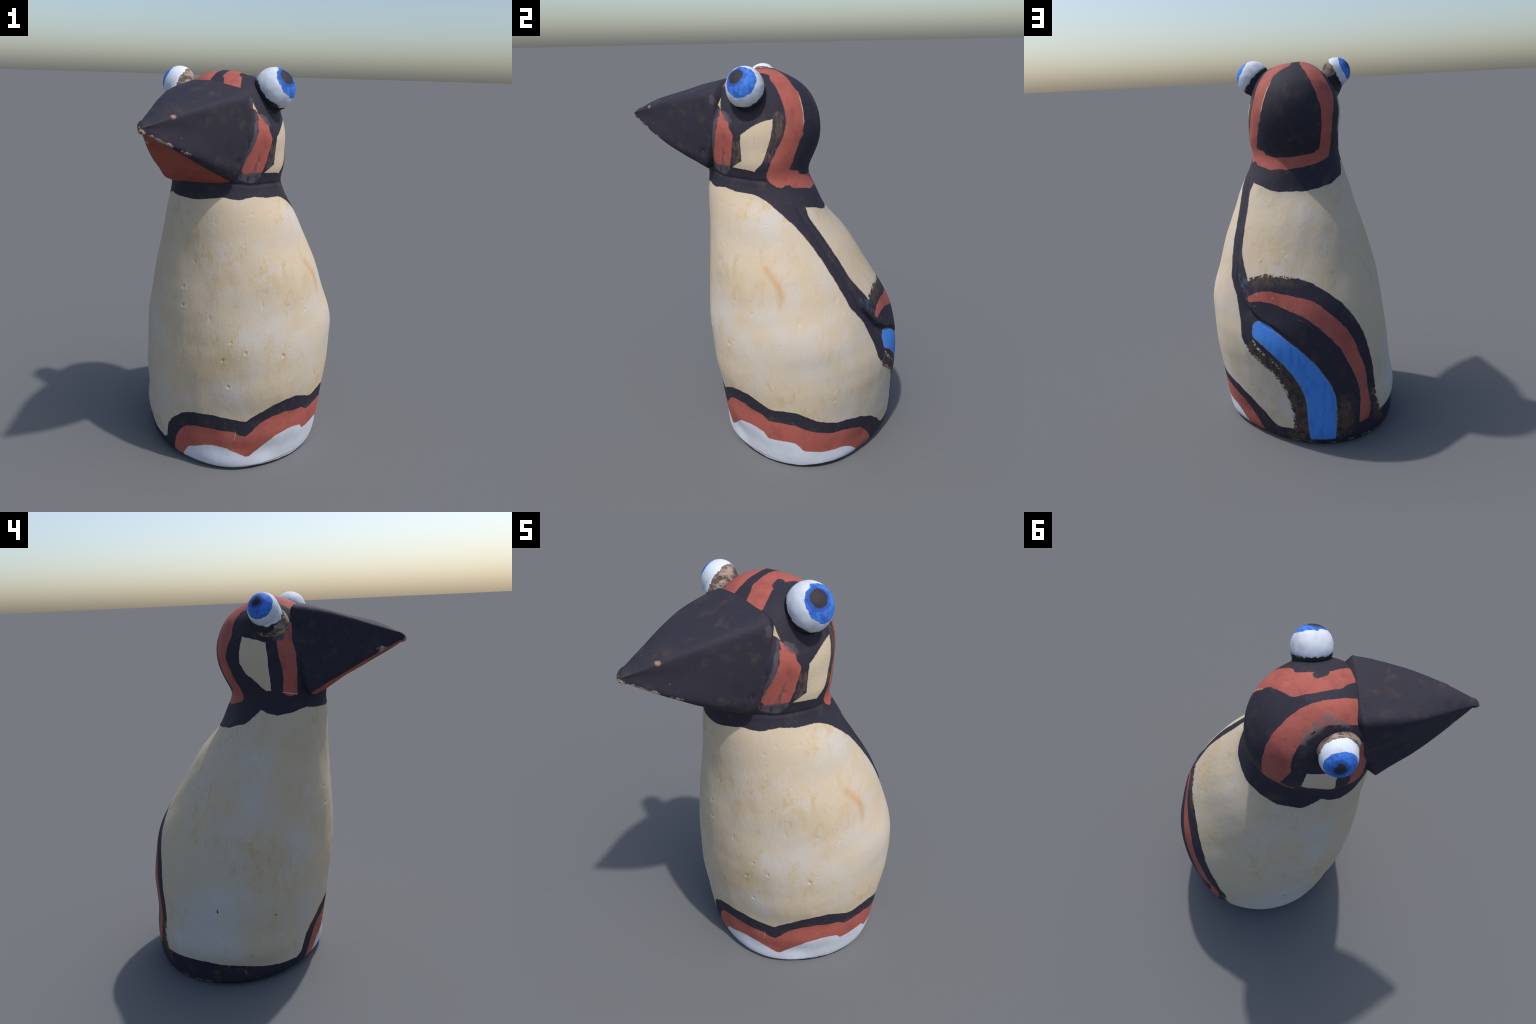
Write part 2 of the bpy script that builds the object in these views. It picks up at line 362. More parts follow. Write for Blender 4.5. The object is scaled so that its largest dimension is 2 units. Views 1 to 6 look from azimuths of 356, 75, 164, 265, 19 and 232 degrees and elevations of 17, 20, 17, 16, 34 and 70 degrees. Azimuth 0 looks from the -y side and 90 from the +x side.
# ------------------------------------------------------------------ shader helpers
class Nodes:
    def __init__(self, name):
        self.mat = bpy.data.materials.new(name)
        self.mat.use_nodes = True
        self.t = self.mat.node_tree
        self.t.nodes.clear()
        self.out = self.t.nodes.new("ShaderNodeOutputMaterial")
        self.bsdf = self.t.nodes.new("ShaderNodeBsdfPrincipled")
        self.t.links.new(self.bsdf.outputs[0], self.out.inputs[0])
        self.pos = self.t.nodes.new("ShaderNodeTexCoord").outputs["Object"]

    def put(self, sock, v):
        if isinstance(v, bpy.types.NodeSocket):
            self.t.links.new(v, sock)
        else:
            if sock.type == 'RGBA' and len(v) == 3:
                v = (*v, 1)
            sock.default_value = v

    def math(self, op, a, b=None, c=None):
        n = self.t.nodes.new("ShaderNodeMath")
        n.operation = op
        for k, v in enumerate((a, b, c)):
            if v is not None:
                self.put(n.inputs[k], v)
        return n.outputs[0]

    def vec(self, op, a, b=None, c=None, scale=None):
        n = self.t.nodes.new("ShaderNodeVectorMath")
        n.operation = op
        for k, v in enumerate((a, b, c)):
            if v is not None:
                self.put(n.inputs[k], v)
        if scale is not None:
            self.put(n.inputs["Scale"], scale)
        return n.outputs["Value"] if op in ('DOT_PRODUCT', 'LENGTH') else n.outputs["Vector"]

    def noise(self, scale, detail=3.0, rough=0.5, vector=None, color=False, distortion=0.0):
        n = self.t.nodes.new("ShaderNodeTexNoise")
        n.inputs["Scale"].default_value = scale
        n.inputs["Detail"].default_value = detail
        n.inputs["Roughness"].default_value = rough
        n.inputs["Distortion"].default_value = distortion
        self.put(n.inputs["Vector"], vector or self.pos)
        return n.outputs["Color" if color else "Fac"]

    def stretch(self, s, offset=(0, 0, 0)):
        n = self.t.nodes.new("ShaderNodeMapping")
        n.inputs["Scale"].default_value = s
        n.inputs["Location"].default_value = offset
        self.put(n.inputs["Vector"], self.pos)
        return n.outputs[0]

    def ramp(self, x, lo, hi):
        """0 below lo, 1 above hi (or the reverse when lo > hi), smooth between."""
        n = self.t.nodes.new("ShaderNodeMapRange")
        n.interpolation_type = 'SMOOTHSTEP'
        flip = lo > hi
        if flip:
            lo, hi = hi, lo
        self.put(n.inputs[0], x)
        n.inputs[1].default_value, n.inputs[2].default_value = lo, hi
        n.inputs[3].default_value, n.inputs[4].default_value = (1, 0) if flip else (0, 1)
        return n.outputs[0]

    def mix(self, f, a, b):
        n = self.t.nodes.new("ShaderNodeMix")
        n.data_type = 'RGBA'
        self.put(n.inputs[0], f)
        self.put(n.inputs[6], a)
        self.put(n.inputs[7], b)
        return n.outputs[2]

    def warp(self, *layers):
        """Object position shaken by noise, so painted edges wobble."""
        p = self.pos
        for scale, amount in layers:
            c = self.noise(scale, 2.0, 0.5, color=True)
            d = self.vec('SUBTRACT', c, (0.5, 0.5, 0.5))
            p = self.vec('MULTIPLY_ADD', d, (amount,) * 3, p)
        return p

    def stroke(self, p, path):
        """Signed distance to the edge of a tapered brush stroke."""
        best = None
        for (ax, ay, az, ra), (bx, by, bz, rb) in zip(path, path[1:]):
            a = Vector((ax, ay, az))
            d = Vector((bx, by, bz)) - a
            if d.length < 1e-5:
                continue
            q = self.vec('SUBTRACT', p, tuple(a))
            t = self.math('MINIMUM', self.math('MAXIMUM', self.vec('DOT_PRODUCT', q, tuple(d / d.length_squared)), 0.0), 1.0)
            tv = self.vec('SCALE', tuple(d), scale=t)
            ln = self.vec('LENGTH', self.vec('SUBTRACT', q, tv))
            e = self.math('SUBTRACT', self.math('MULTIPLY_ADD', t, ra - rb, ln), ra)
            best = e if best is None else self.math('SMOOTH_MIN', best, e, 0.006)
        return best

    def patch(self, p, facing_corners):
        """Signed distance to a convex painted patch seen along a facing direction."""
        facing, corners = facing_corners
        n = Vector(facing).normalized()
        C = [Vector(c) for c in corners]
        mid = sum(C, Vector()) / len(C)
        best = None
        for a, b in zip(C, C[1:] + C[:1]):
            k = (b - a).cross(n).normalized()
            if (mid - a).dot(k) > 0:
                k = -k
            e = self.math('SUBTRACT', self.vec('DOT_PRODUCT', p, tuple(k)), a.dot(k))
            best = e if best is None else self.math('SMOOTH_MAX', best, e, 0.0025)
        front = self.math('SUBTRACT', mid.dot(n) - 0.16, self.vec('DOT_PRODUCT', p, tuple(n)))
        return self.math('MAXIMUM', best, front)

    def ring(self, p, points):
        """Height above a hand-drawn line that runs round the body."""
        s = self.t.nodes.new("ShaderNodeSeparateXYZ")
        self.put(s.inputs[0], p)
        ang = self.math('ARCTAN2', self.math('SUBTRACT', s.outputs[1], AXIS[1]), self.math('SUBTRACT', s.outputs[0], AXIS[0]))
        x = self.math('MULTIPLY_ADD', ang, 1 / (2 * math.pi), 0.5)
        n = self.t.nodes.new("ShaderNodeFloatCurve")
        lo = min(z for _, z in points)
        hi = max(z for _, z in points)
        cv = n.mapping.curves[0]
        pts = [((d + 180) / 360, (z - lo) / (hi - lo)) for d, z in points]
        cv.points[0].location = pts[0]
        cv.points[1].location = pts[-1]
        for q in pts[1:-1]:
            cv.points.new(*q)
        for q in cv.points:
            q.handle_type = 'VECTOR'
        n.mapping.update()
        self.put(n.inputs[1], x)
        line = self.math('MULTIPLY_ADD', n.outputs[0], hi - lo, lo)
        return self.math('SUBTRACT', s.outputs[2], line)

    def edge(self, d, soft=0.0015):
        return self.ramp(d, soft, -soft)

    def bump(self, height, strength, distance=0.01, prev=None):
        n = self.t.nodes.new("ShaderNodeBump")
        n.inputs["Strength"].default_value = strength
        n.inputs["Distance"].default_value = distance
        self.put(n.inputs["Height"], height)
        if prev is not None:
            self.put(n.inputs["Normal"], prev)
        return n.outputs[0]

    def speckle(self, scale, size, share, offset=(0, 0, 0)):
        """Sparse small dots: mask 1 on the dot."""
        n = self.t.nodes.new("ShaderNodeTexVoronoi")
        n.inputs["Scale"].default_value = scale
        self.put(n.inputs["Vector"], self.stretch((1, 1, 1), offset))
        s = self.t.nodes.new("ShaderNodeSeparateColor")
        self.put(s.inputs[0], n.outputs["Color"])
        gate = self.math('LESS_THAN', s.outputs[0], share)
        rad = self.math('MULTIPLY_ADD', s.outputs[1], size * 0.7, size * 0.4)
        dot = self.ramp(self.math('SUBTRACT', n.outputs["Distance"], rad), 0.04, -0.04)
        return self.math('MULTIPLY', gate, dot)


# paint colours (linear)
CREAM = (0.56, 0.465, 0.34)
TAN = (0.54, 0.40, 0.235)
CHALK = (0.53, 0.525, 0.53)
BLACK = (0.026, 0.0245, 0.038)
BROWN = (0.085, 0.055, 0.042)
RED = (0.375, 0.100, 0.078)
RED_DARK = (0.29, 0.075, 0.062)
VIOLET = (0.088, 0.074, 0.092)
BLUE = (0.065, 0.245, 0.70)
WHITE = (0.60, 0.64, 0.72)


def cream_paint(g):
    big = g.noise(3.2, 3, 0.55)
    mid = g.noise(11, 4, 0.6, vector=g.stretch((1, 1, 0.45)))
    fine = g.noise(60, 3, 0.6, vector=g.stretch((1, 1, 0.5)))
    v = g.math('ADD', g.math('MULTIPLY', big, 0.6), g.math('MULTIPLY', mid, 0.25))
    v = g.math('MULTIPLY_ADD', fine, 0.15, v)
    col = g.mix(g.math('MULTIPLY', g.ramp(v, 0.46, 0.68), 0.5), CREAM, TAN)
    ch = g.math('ADD', g.math('MULTIPLY', g.noise(4.0, 4, 0.6, vector=g.stretch((1, 1, 0.8), (3.1, 1.7, 0.4))), 0.75),
                g.math('MULTIPLY', g.noise(90, 3, 0.65, vector=g.stretch((1, 1, 0.7))), 0.25))
    col = g.mix(g.math('MULTIPLY', g.ramp(ch, 0.45, 0.69), 0.62), col, CHALK)
    yel = g.math('MULTIPLY', g.ramp(g.noise(26, 6, 0.72, vector=g.stretch((1, 1, 0.5), (5, 2, 7))), 0.50, 0.60),
                 g.ramp(g.noise(2.6, 2, 0.5, vector=g.stretch((1, 1, 1), (2, 9, 4))), 0.42, 0.62))
    col = g.mix(g.math('MULTIPLY', yel, 0.55), col, (0.50, 0.37, 0.18))
    grit = g.noise(260, 2, 0.7)
    col = g.mix(g.math('MULTIPLY', g.ramp(grit, 0.55, 0.8), 0.22), col, (0.33, 0.24, 0.15))
    return col, fine


def black_paint(g):
    a = g.noise(14, 4, 0.6)
    b = g.noise(170, 2, 0.6)
    c = g.mix(g.ramp(a, 0.52, 0.75), BLACK, (0.055, 0.041, 0.042))
    c = g.mix(g.math('MULTIPLY', g.ramp(b, 0.60, 0.80), 0.5), c, (0.10, 0.085, 0.09))
    return g.mix(g.math('MULTIPLY', g.ramp(b, 0.42, 0.25), 0.6), c, (0.016, 0.014, 0.020))


def red_paint(g):
    a = g.noise(9, 4, 0.6)
    b = g.noise(90, 2, 0.6)
    c = g.mix(g.ramp(a, 0.5, 0.72), RED, RED_DARK)
    c = g.mix(g.math('MULTIPLY', g.ramp(a, 0.47, 0.32), 0.6), c, (0.455, 0.128, 0.092))
    c = g.mix(g.math('MULTIPLY', g.ramp(b, 0.60, 0.75), 0.45), c, (0.14, 0.055, 0.05))
    s = g.noise(30, 5, 0.75, vector=g.stretch((1, 1, 0.6), (4, 4, 1)))
    c = g.mix(g.math('MULTIPLY', g.ramp(s, 0.55, 0.72), 0.5), c, (0.15, 0.055, 0.052))
    return g.mix(g.math('MULTIPLY', g.speckle(70, 0.10, 0.12, (1, 2, 3)), 0.5), c, (0.48, 0.33, 0.27))


def finish(g, col, rough=0.55, grain=0.25, extra=None):
    g.put(g.bsdf.inputs["Base Color"], col)
    g.bsdf.inputs["Roughness"].default_value = rough
    g.bsdf.inputs["Specular IOR Level"].default_value = 0.22
    h = g.math('ADD', g.math('MULTIPLY', g.noise(40, 5, 0.65, vector=g.stretch((1, 1, 0.35))), 0.7),
               g.math('MULTIPLY', g.noise(230, 2, 0.6), 0.3))
    if extra is not None:
        h = g.math('SUBTRACT', h, extra)
    g.put(g.bsdf.inputs["Normal"], g.bump(h, grain, 0.006))
    return g.mat


def body_material():
    g = Nodes("painted_body_glaze")
    p = g.warp((22, 0.010), (110, 0.004))
    pr = g.warp((16, 0.016), (90, 0.006))
    cream, fine = cream_paint(g)
    # chalky runs where the glaze wore thin, on the lower back and side
    chalk_spots = [[(-.46, .34, .42, .17), (-.46, .42, .25, .2)], [(.33, .45, .38, .07), (.24, .55, .22, .08)],
                   [(.42, -.1, .78, .05), (.45, .15, .70, .07)]]
    run = g.noise(13, 5, 0.68, vector=g.stretch((1, 1, 0.5), (1, 2, 3)))
    for s in chalk_spots:
        m = g.ramp(g.math('MULTIPLY_ADD', run, 0.45, g.stroke(pr, s)), 0.34, 0.08)
        cream = g.mix(g.math('MULTIPLY', m, 0.6), cream, CHALK)
    # rusty drips and smears
    for s, k, soft in ((BODY.stain, 0.75, 0.028), (BODY.stain_drip, 0.55, 0.026), (BODY.stain2, 0.22, 0.02)):
        m = g.ramp(g.math('MULTIPLY_ADD', run, 0.05, g.stroke(pr, s)), soft + 0.02, soft - 0.03)
        cream = g.mix(g.math('MULTIPLY', m, k), cream, (0.52, 0.29, 0.13))
    spk = g.speckle(38, 0.10, 0.16)
    cream = g.mix(g.math('MULTIPLY', spk, 0.55), cream, (0.20, 0.15, 0.11))
    cream = g.mix(g.math('MULTIPLY', g.edge(g.stroke(p, BODY.crack_side), 0.001), 0.55), cream, (0.18, 0.14, 0.11))
    for s in BODY_SPECKS:
        cream = g.mix(g.edge(g.stroke(pr, s)), cream, (0.10, 0.05, 0.045))
    black, red = black_paint(g), red_paint(g)
    # brown, scrubbed black
    wear = g.noise(34, 5, 0.7, vector=g.stretch((1, 1, 0.6)))
    worn = g.mix(g.ramp(wear, 0.40, 0.62), BROWN, black)
    worn = g.mix(g.math('MULTIPLY', g.ramp(g.noise(80, 5, 0.75), 0.59, 0.66), 0.85), worn, (0.27, 0.20, 0.13))
    wm = None
    for s in WORN_STROKES:
        d = g.stroke(pr, s)
        wm = d if wm is None else g.math('MINIMUM', wm, d)
    dark = g.mix(g.ramp(wm, 0.02, -0.02), black, worn)

    col = cream
    dr = g.stroke(p, smooth_path(BODY.wing_red))
    db = g.math('MINIMUM', g.stroke(p, smooth_path(BODY.blue)), g.stroke(p, BODY.blue_top))
    dk = g.math('MINIMUM', g.math('SUBTRACT', dr, 0.022), g.math('SUBTRACT', db, 0.012))
    for s in (BODY.seam_black, BODY.outer_black, BODY.mid_black, BODY.notch_black, BODY.tail_black, BODY.seam_fill):
        dk = g.math('MINIMUM', dk, g.stroke(p, s))
    rag = g.math('MULTIPLY', g.ramp(wm, 0.03, -0.01), g.ramp(g.noise(70, 5, 0.75), 0.46, 0.60))
    dk = g.math('MULTIPLY_ADD', rag, 0.016, dk)
    col = g.mix(g.edge(dk, 0.003), col, dark)
    smear = g.mix(g.ramp(wear, 0.42, 0.6), BLACK, (0.055, 0.070, 0.125))
    col = g.mix(g.edge(g.stroke(p, BODY.seam_blue), 0.004), col, smear)
    redw = g.mix(g.math('MULTIPLY', g.ramp(g.noise(50, 4, 0.7, vector=g.stretch((1, 1, 0.3))), 0.64, 0.7), 0.7), red, (0.42, 0.30, 0.24))
    col = g.mix(g.edge(dr), col, redw)
    streak = g.noise(45, 3, 0.6, vector=g.stretch((1, 1, 0.25)))
    blue = g.mix(g.ramp(streak, 0.45, 0.7), BLUE, (0.045, 0.19, 0.60))
    col = g.mix(g.edge(g.math('SUBTRACT', db, 0.003)), col, (0.16, 0.12, 0.08))
    col = g.mix(g.edge(db), col, blue)
    # foot bands
    d1, d2, d3, d4 = (g.ring(p, r) for r in (RING_BLACK, RING_RED, RING_WHITE, RING_RIM))
    blue_run = g.math('MULTIPLY', g.edge(db), g.ramp(d1, -0.065, -0.055))
    col = g.mix(g.math('MULTIPLY', g.edge(d1), g.math('SUBTRACT', 1.0, blue_run)), col, dark)
    col = g.mix(g.edge(d2), col, red)
    col = g.mix(g.edge(g.math('SUBTRACT', d3, 0.002)), col, (0.50, 0.30, 0.18))
    col = g.mix(g.edge(d3), col, g.mix(g.ramp(g.noise(6, 3), 0.4, 0.7), WHITE, (0.56, 0.57, 0.62)))
    col = g.mix(g.edge(d4), col, black)
    crk = g.edge(g.stroke(pr, BODY.crack_foot), 0.002)
    col = g.mix(g.math('MULTIPLY', crk, 0.8), col, g.mix(g.ramp(g.noise(80), 0.45, 0.5), (0.10, 0.07, 0.05), (0.40, 0.29, 0.20)))
    # chipped rim under the foot
    sep = g.t.nodes.new("ShaderNodeSeparateXYZ")
    g.put(sep.inputs[0], g.pos)
    chip = g.math('MULTIPLY', g.ramp(sep.outputs[2], 0.03, 0.008), g.ramp(g.noise(20, 4, 0.7), 0.55, 0.6))
    col = g.mix(g.math('MULTIPLY', chip, g.ramp(sep.outputs[1], 0.25, 0.45)), col, (0.42, 0.36, 0.24))
    scuff = g.math('MULTIPLY', g.ramp(g.noise(46, 6, 0.78, vector=g.stretch((1, 1, 0.4), (3, 3, 3))), 0.62, 0.67),
                   g.math('MULTIPLY', g.edge(d1), g.ramp(d2, 0.0, 0.01)))
    col = g.mix(g.math('MULTIPLY', scuff, 0.55), col, (0.26, 0.20, 0.15))
    # collar
    col = g.mix(g.ramp(g.ring(p, RING_COLLAR), -0.0015, 0.0015), col, black)
    return finish(g, col, 0.72, 0.45, g.math('MULTIPLY', spk, 0.6))


def head_material():
    g = Nodes("painted_head_glaze")
    p = g.warp((22, 0.010), (110, 0.004))
    cream, _ = cream_paint(g)
    spk = g.speckle(60, 0.14, 0.3)
    cream = g.mix(g.math('MULTIPLY', spk, 0.5), cream, (0.20, 0.15, 0.11))
    black, red = black_paint(g), red_paint(g)
    H = HEAD
    col = g.mix(g.ramp(g.ring(p, RING_COLLAR), -0.0015, 0.0015), cream, black)
    wear = g.noise(60, 5, 0.75, vector=g.stretch((1, 1, 0.35)))
    for s in (H.brown_R1, H.brown_R2):
        m = g.math('MULTIPLY', g.ramp(g.stroke(p, s), 0.012, -0.006), g.ramp(wear, 0.40, 0.60))
        col = g.mix(g.math('MULTIPLY', m, 0.8), col, (0.13, 0.085, 0.065))
    d = None
    for s in (H.hood_R, H.hood_tailR, H.hood_L, H.cheek_red_L):
        e = g.stroke(p, s)
        d = e if d is None else g.math('MINIMUM', d, e)
    d = g.math('MINIMUM', d, g.math('MINIMUM', g.patch(p, H.cheek_red_R), g.patch(p, H.cheek_red_base_L)))
    d = g.math('MINIMUM', d, g.stroke(p, H.cheek_red_point))
    # keep the beak end of the hood from spilling over the eye stalks
    col = g.mix(g.edge(d), col, red)
    dn = g.patch(p, H.nape)
    for s in (H.midline, H.blot, H.eye_black_R, H.eye_black_L):
        dn = g.math('MINIMUM', dn, g.stroke(p, s))
    col = g.mix(g.edge(dn), col, black)
    sil = None
    for s in (H.sliver_nape, H.sliver_beak, H.cheek_slivers_L):
        e = g.stroke(p, s)
        sil = e if sil is None else g.math('MINIMUM', sil, e)
    col = g.mix(g.math('MULTIPLY', g.edge(sil), 0.85), col, (0.55, 0.41, 0.26))
    for q in (H.cheek_cream_R, H.cheek_sliver_R, H.cheek_cream_L):
        col = g.mix(g.edge(g.patch(p, q)), col, cream)
    sm = None
    for s in (H.smudge_beak, H.smudge_top, H.smudge_low, H.split_red_R, H.smudge_L):
        e = g.stroke(p, s)
        sm = e if sm is None else g.math('MINIMUM', sm, e)
    col = g.mix(g.math('MULTIPLY', g.edge(sm, 0.005), g.ramp(wear, 0.32, 0.55)), col, VIOLET)
    m = g.math('MULTIPLY', g.edge(g.stroke(p, H.smudge_eye_L), 0.012), g.ramp(g.noise(40, 4, 0.7), 0.38, 0.56))
    col = g.mix(g.math('MULTIPLY', m, 0.85), col, (0.16, 0.13, 0.12))
    return finish(g, col, 0.72, 0.42, g.math('MULTIPLY', spk, 0.3))


def beak_material(underside):
    g = Nodes("painted_beak_underside" if underside else "painted_beak_top")
    pr = g.warp((40, 0.016), (130, 0.008))
    if underside:
        col = g.mix(g.ramp(g.noise(8, 3), 0.4, 0.65), (0.36, 0.085, 0.055), (0.27, 0.062, 0.048))
    else:
        col = black_paint(g)
        rub = g.noise(9, 7, 0.75)
        col = g.mix(g.math('MULTIPLY', g.ramp(rub, 0.55, 0.85), 0.30), col, (0.10, 0.058, 0.05))
        col = g.mix(g.math('MULTIPLY', g.speckle(45, 0.06, 0.10), 0.8), col, (0.40, 0.33, 0.25))
        m = g.ramp(g.stroke(pr, [(-.293, -.594, 1.806, .006), (-.290, -.590, 1.806, .006)]), 0.006, -0.004)
        col = g.mix(m, col, (0.30, 0.19, 0.15))
        m = g.edge(g.stroke(pr, [(.012, -.33, 1.862, .013), (.018, -.325, 1.845, .016)]), 0.004)
        col = g.mix(g.math('MULTIPLY', m, 0.6), col, VIOLET)
        m = g.edge(g.stroke(g.pos, [(-.041, -.372, 1.606, .003), (-.038, -.374, 1.60, .004)]))
        col = g.mix(m, col, (0.42, 0.34, 0.24))
    chips = g.noise(55, 4, 0.7)
    cm = None
    for s in BEAK_CHIPS:
        d = g.stroke(pr, s)
        cm = d if cm is None else g.math('MINIMUM', cm, d)
    m = g.math('MULTIPLY', g.edge(cm, 0.003), g.ramp(chips, 0.40, 0.50))
    col = g.mix(m, col, g.mix(g.ramp(g.noise(120), 0.45, 0.6), (0.42, 0.33, 0.27), (0.28, 0.17, 0.16)))
    return finish(g, col, 0.72, 0.40)


def eye_material(name, centre, white_axis, white_cut, iris_axis, iris_cos, pupil_axis, pupil_cos, clay):
    """White ball with a painted blue iris and a black pupil; dark or raw clay behind."""
    g = Nodes(name)
    v0 = g.vec('SUBTRACT', g.pos, centre)
    n = g.vec('NORMALIZE', v0)
    w = g.vec('MULTIPLY_ADD', g.vec('SUBTRACT', g.noise(18, 3, 0.6, color=True), (.5, .5, .5)), (.42,) * 3, n)
    w = g.vec('MULTIPLY_ADD', g.vec('SUBTRACT', g.noise(62, 2, 0.6, color=True), (.5, .5, .5)), (.24,) * 3, w)
    w2 = g.vec('MULTIPLY_ADD', g.vec('SUBTRACT', g.noise(30, 2, 0.5, color=True), (.5, .5, .5)), (.22,) * 3, n)

    def cap(vec, axis, cut, soft=0.02):
        a = Vector(axis).normalized()
        return g.ramp(g.math('SUBTRACT', g.vec('DOT_PRODUCT', vec, tuple(a)), cut), -soft, soft)
    black = black_paint(g)
    if clay:
        st = g.noise(38, 5, 0.7, vector=g.stretch((0.5, 0.5, 1.0)), distortion=0.6)
        back = g.mix(g.ramp(st, 0.36, 0.62), (0.05, 0.038, 0.03), (0.36, 0.27, 0.22))
        back = g.mix(g.ramp(g.noise(12, 3), 0.5, 0.62), back, (0.20, 0.14, 0.115))
        under = g.math('MULTIPLY', cap(w, (-.35, .25, -.9), 0.15, 0.06), cap(w, (-.68, .53, .52), -0.42, 0.03))
        back = g.mix(under, back, black)
    else:
        back = black
    ring = cap(w, white_axis, white_cut - 0.035)
    col = g.mix(ring, back, (0.36, 0.30, 0.16) if not clay else (0.09, 0.07, 0.05))
    shade = g.mix(g.ramp(g.noise(16, 3), 0.45, 0.7), (0.62, 0.67, 0.74), (0.50, 0.51, 0.58))
    col = g.mix(cap(w, white_axis, white_cut), col, shade)
    st2 = g.noise(60, 3, 0.6)
    blue = g.mix(g.ramp(st2, 0.40, 0.65), (0.055, 0.20, 0.68), (0.035, 0.12, 0.46))
    blue = g.mix(cap(w2, pupil_axis, pupil_cos - 0.06, 0.04), blue, (0.025, 0.09, 0.36))
    col = g.mix(cap(w2, iris_axis, iris_cos, 0.015), col, blue)
    col = g.mix(cap(g.vec('MULTIPLY_ADD', g.vec('SUBTRACT', g.noise(30, 2, color=True), (.5, .5, .5)), (.08,) * 3, n),
                    pupil_axis, pupil_cos, 0.012), col, (0.030, 0.026, 0.034))
    finish(g, col, 0.65, 0.22)
    return g.mat


BODY.notch_black = [(.372, .35, .80, .03), (.345, .405, .735, .035), (.345, .425, .67, .05), (.32, .48, .59, .05), (.25, .545, .50, .045), (.20, .57, .42, .045),
                    (.16, .59, .30, .05), (.13, .60, .10, .06)]
BODY.tail_black = [(-.20, .62, .22, .05), (-.22, .62, .13, .06), (-.18, .64, .08, .06)]
BODY.seam_fill = [(.365, .385, .79, .022), (.34, .425, .725, .03)]
HEAD.eye_black_R = [(.10, -.235, 1.905, .045), (.115, -.16, 1.875, .055), (.13, -.08, 1.83, .04)]
HEAD.eye_black_L = [(-.255, .045, 1.865, .03), (-.285, .03, 1.83, .035)]
BODY_SPECKS = [[(-.463, .318, .447, .003), (-.463, .316, .430, .006)], [(-.485, .021, .403, .005), (-.483, .04, .406, .003)]]
WORN_STROKES = [[(.37, .43, .55, .035), (.27, .54, .45, .05), (.21, .57, .34, .06), (.18, .58, .19, .07), (.17, .58, .05, .07)],
                [(.33, .385, .905, .04), (.24, .46, .915, .03), (.17, .5, .91, .02)],
                [(-.06, .66, .25, .05), (-.04, .66, .10, .06)], [(-.25, .61, .25, .03), (-.27, .60, .10, .04)]]
BEAK_CHIPS = [[(-.425, -.665, 1.765, .012), (-.408, -.655, 1.748, .018)], [(-.385, -.648, 1.738, .006), (-.30, -.605, 1.69, .010)],
              [(-.262, -.580, 1.672, .007), (-.235, -.562, 1.656, .010)], [(-.43, -.60, 1.735, .008), (-.405, -.535, 1.70, .010)],
              [(-.40, -.545, 1.715, .018), (-.402, -.53, 1.712, .012)], [(-.38, -.38, 1.615, .004), (-.37, -.27, 1.565, .006)]]

# ------------------------------------------------------------------ build: root
root = bpy.data.objects.new("ceramic_penguin", None)
bpy.context.scene.collection.objects.link(root)
root["label"] = "hand-painted ceramic penguin with wedge beak and bulging blue eyes"
root["category"] = "bird figurine"

# ------------------------------------------------------------------ build: body surface
ROWS, COLS = 640, 720
lv = np.array(LEVELS)
w = np.linspace(lv[0, 0], lv[-1, 0], ROWS)
coef = natural_spline(lv[:, 0], lv[:, 1:], w)
zz = level_to_height(w)
th = np.linspace(-np.pi, np.pi, COLS, endpoint=False)
basis = np.stack([np.ones(COLS)] + [f(k * th) for k in range(1, 5) for f in (np.cos, np.sin)])
rad = np.maximum(coef @ basis, 0.0)
cx, cy = spine(zz)
P = np.stack([cx[:, None] + rad * np.cos(th), cy[:, None] + rad * np.sin(th), np.repeat(zz[:, None], COLS, 1)], -1).reshape(-1, 3)
P[-COLS:] = (cx[-1], cy[-1], Z_TOP)
quads = grid_quads(ROWS, COLS)
N = vertex_normals(P, quads)
N[-COLS:] = (0, 0, 1)

# relief: folded wing edge stands proud of the flank, with a scored groove beneath it
seam = np.array(BODY.seam_groove)[:, :3]
step = np.array([0, .002, .006, .005, .005, .005, .006, .012, .022, .022, .014, .010, .007, .005, .004, .002, 0])
dist, seg, par = nearest_on_path(P, seam)
dirs = seam[seg + 1] - seam[seg]
foot_pt = seam[seg] + par[:, None] * dirs
left = np.cross(N, dirs)
side = np.sign(((P - foot_pt) * left).sum(1))
sd = side * dist
amp = step[seg] * (1 - par) + step[seg + 1] * par
relief = np.where(sd > 0, amp * np.exp(-dist / 0.05), -0.55 * amp * np.exp(-dist / 0.04)) * np.tanh(dist / 0.008)
relief -= np.minimum(amp * 0.6, 0.006) * np.exp(-((sd + 0.007) / 0.008) ** 2)
# crease where the cheeks meet the neck
for path, depth, wid in ((HEAD.crease, 0.005, 0.008), ([(-.33, -.10, 1.50), (-.33, -.02, 1.49)], 0.004, 0.012)):
    d, _, _ = nearest_on_path(P, path)
    relief -= depth * np.exp(-(d / wid) ** 2)
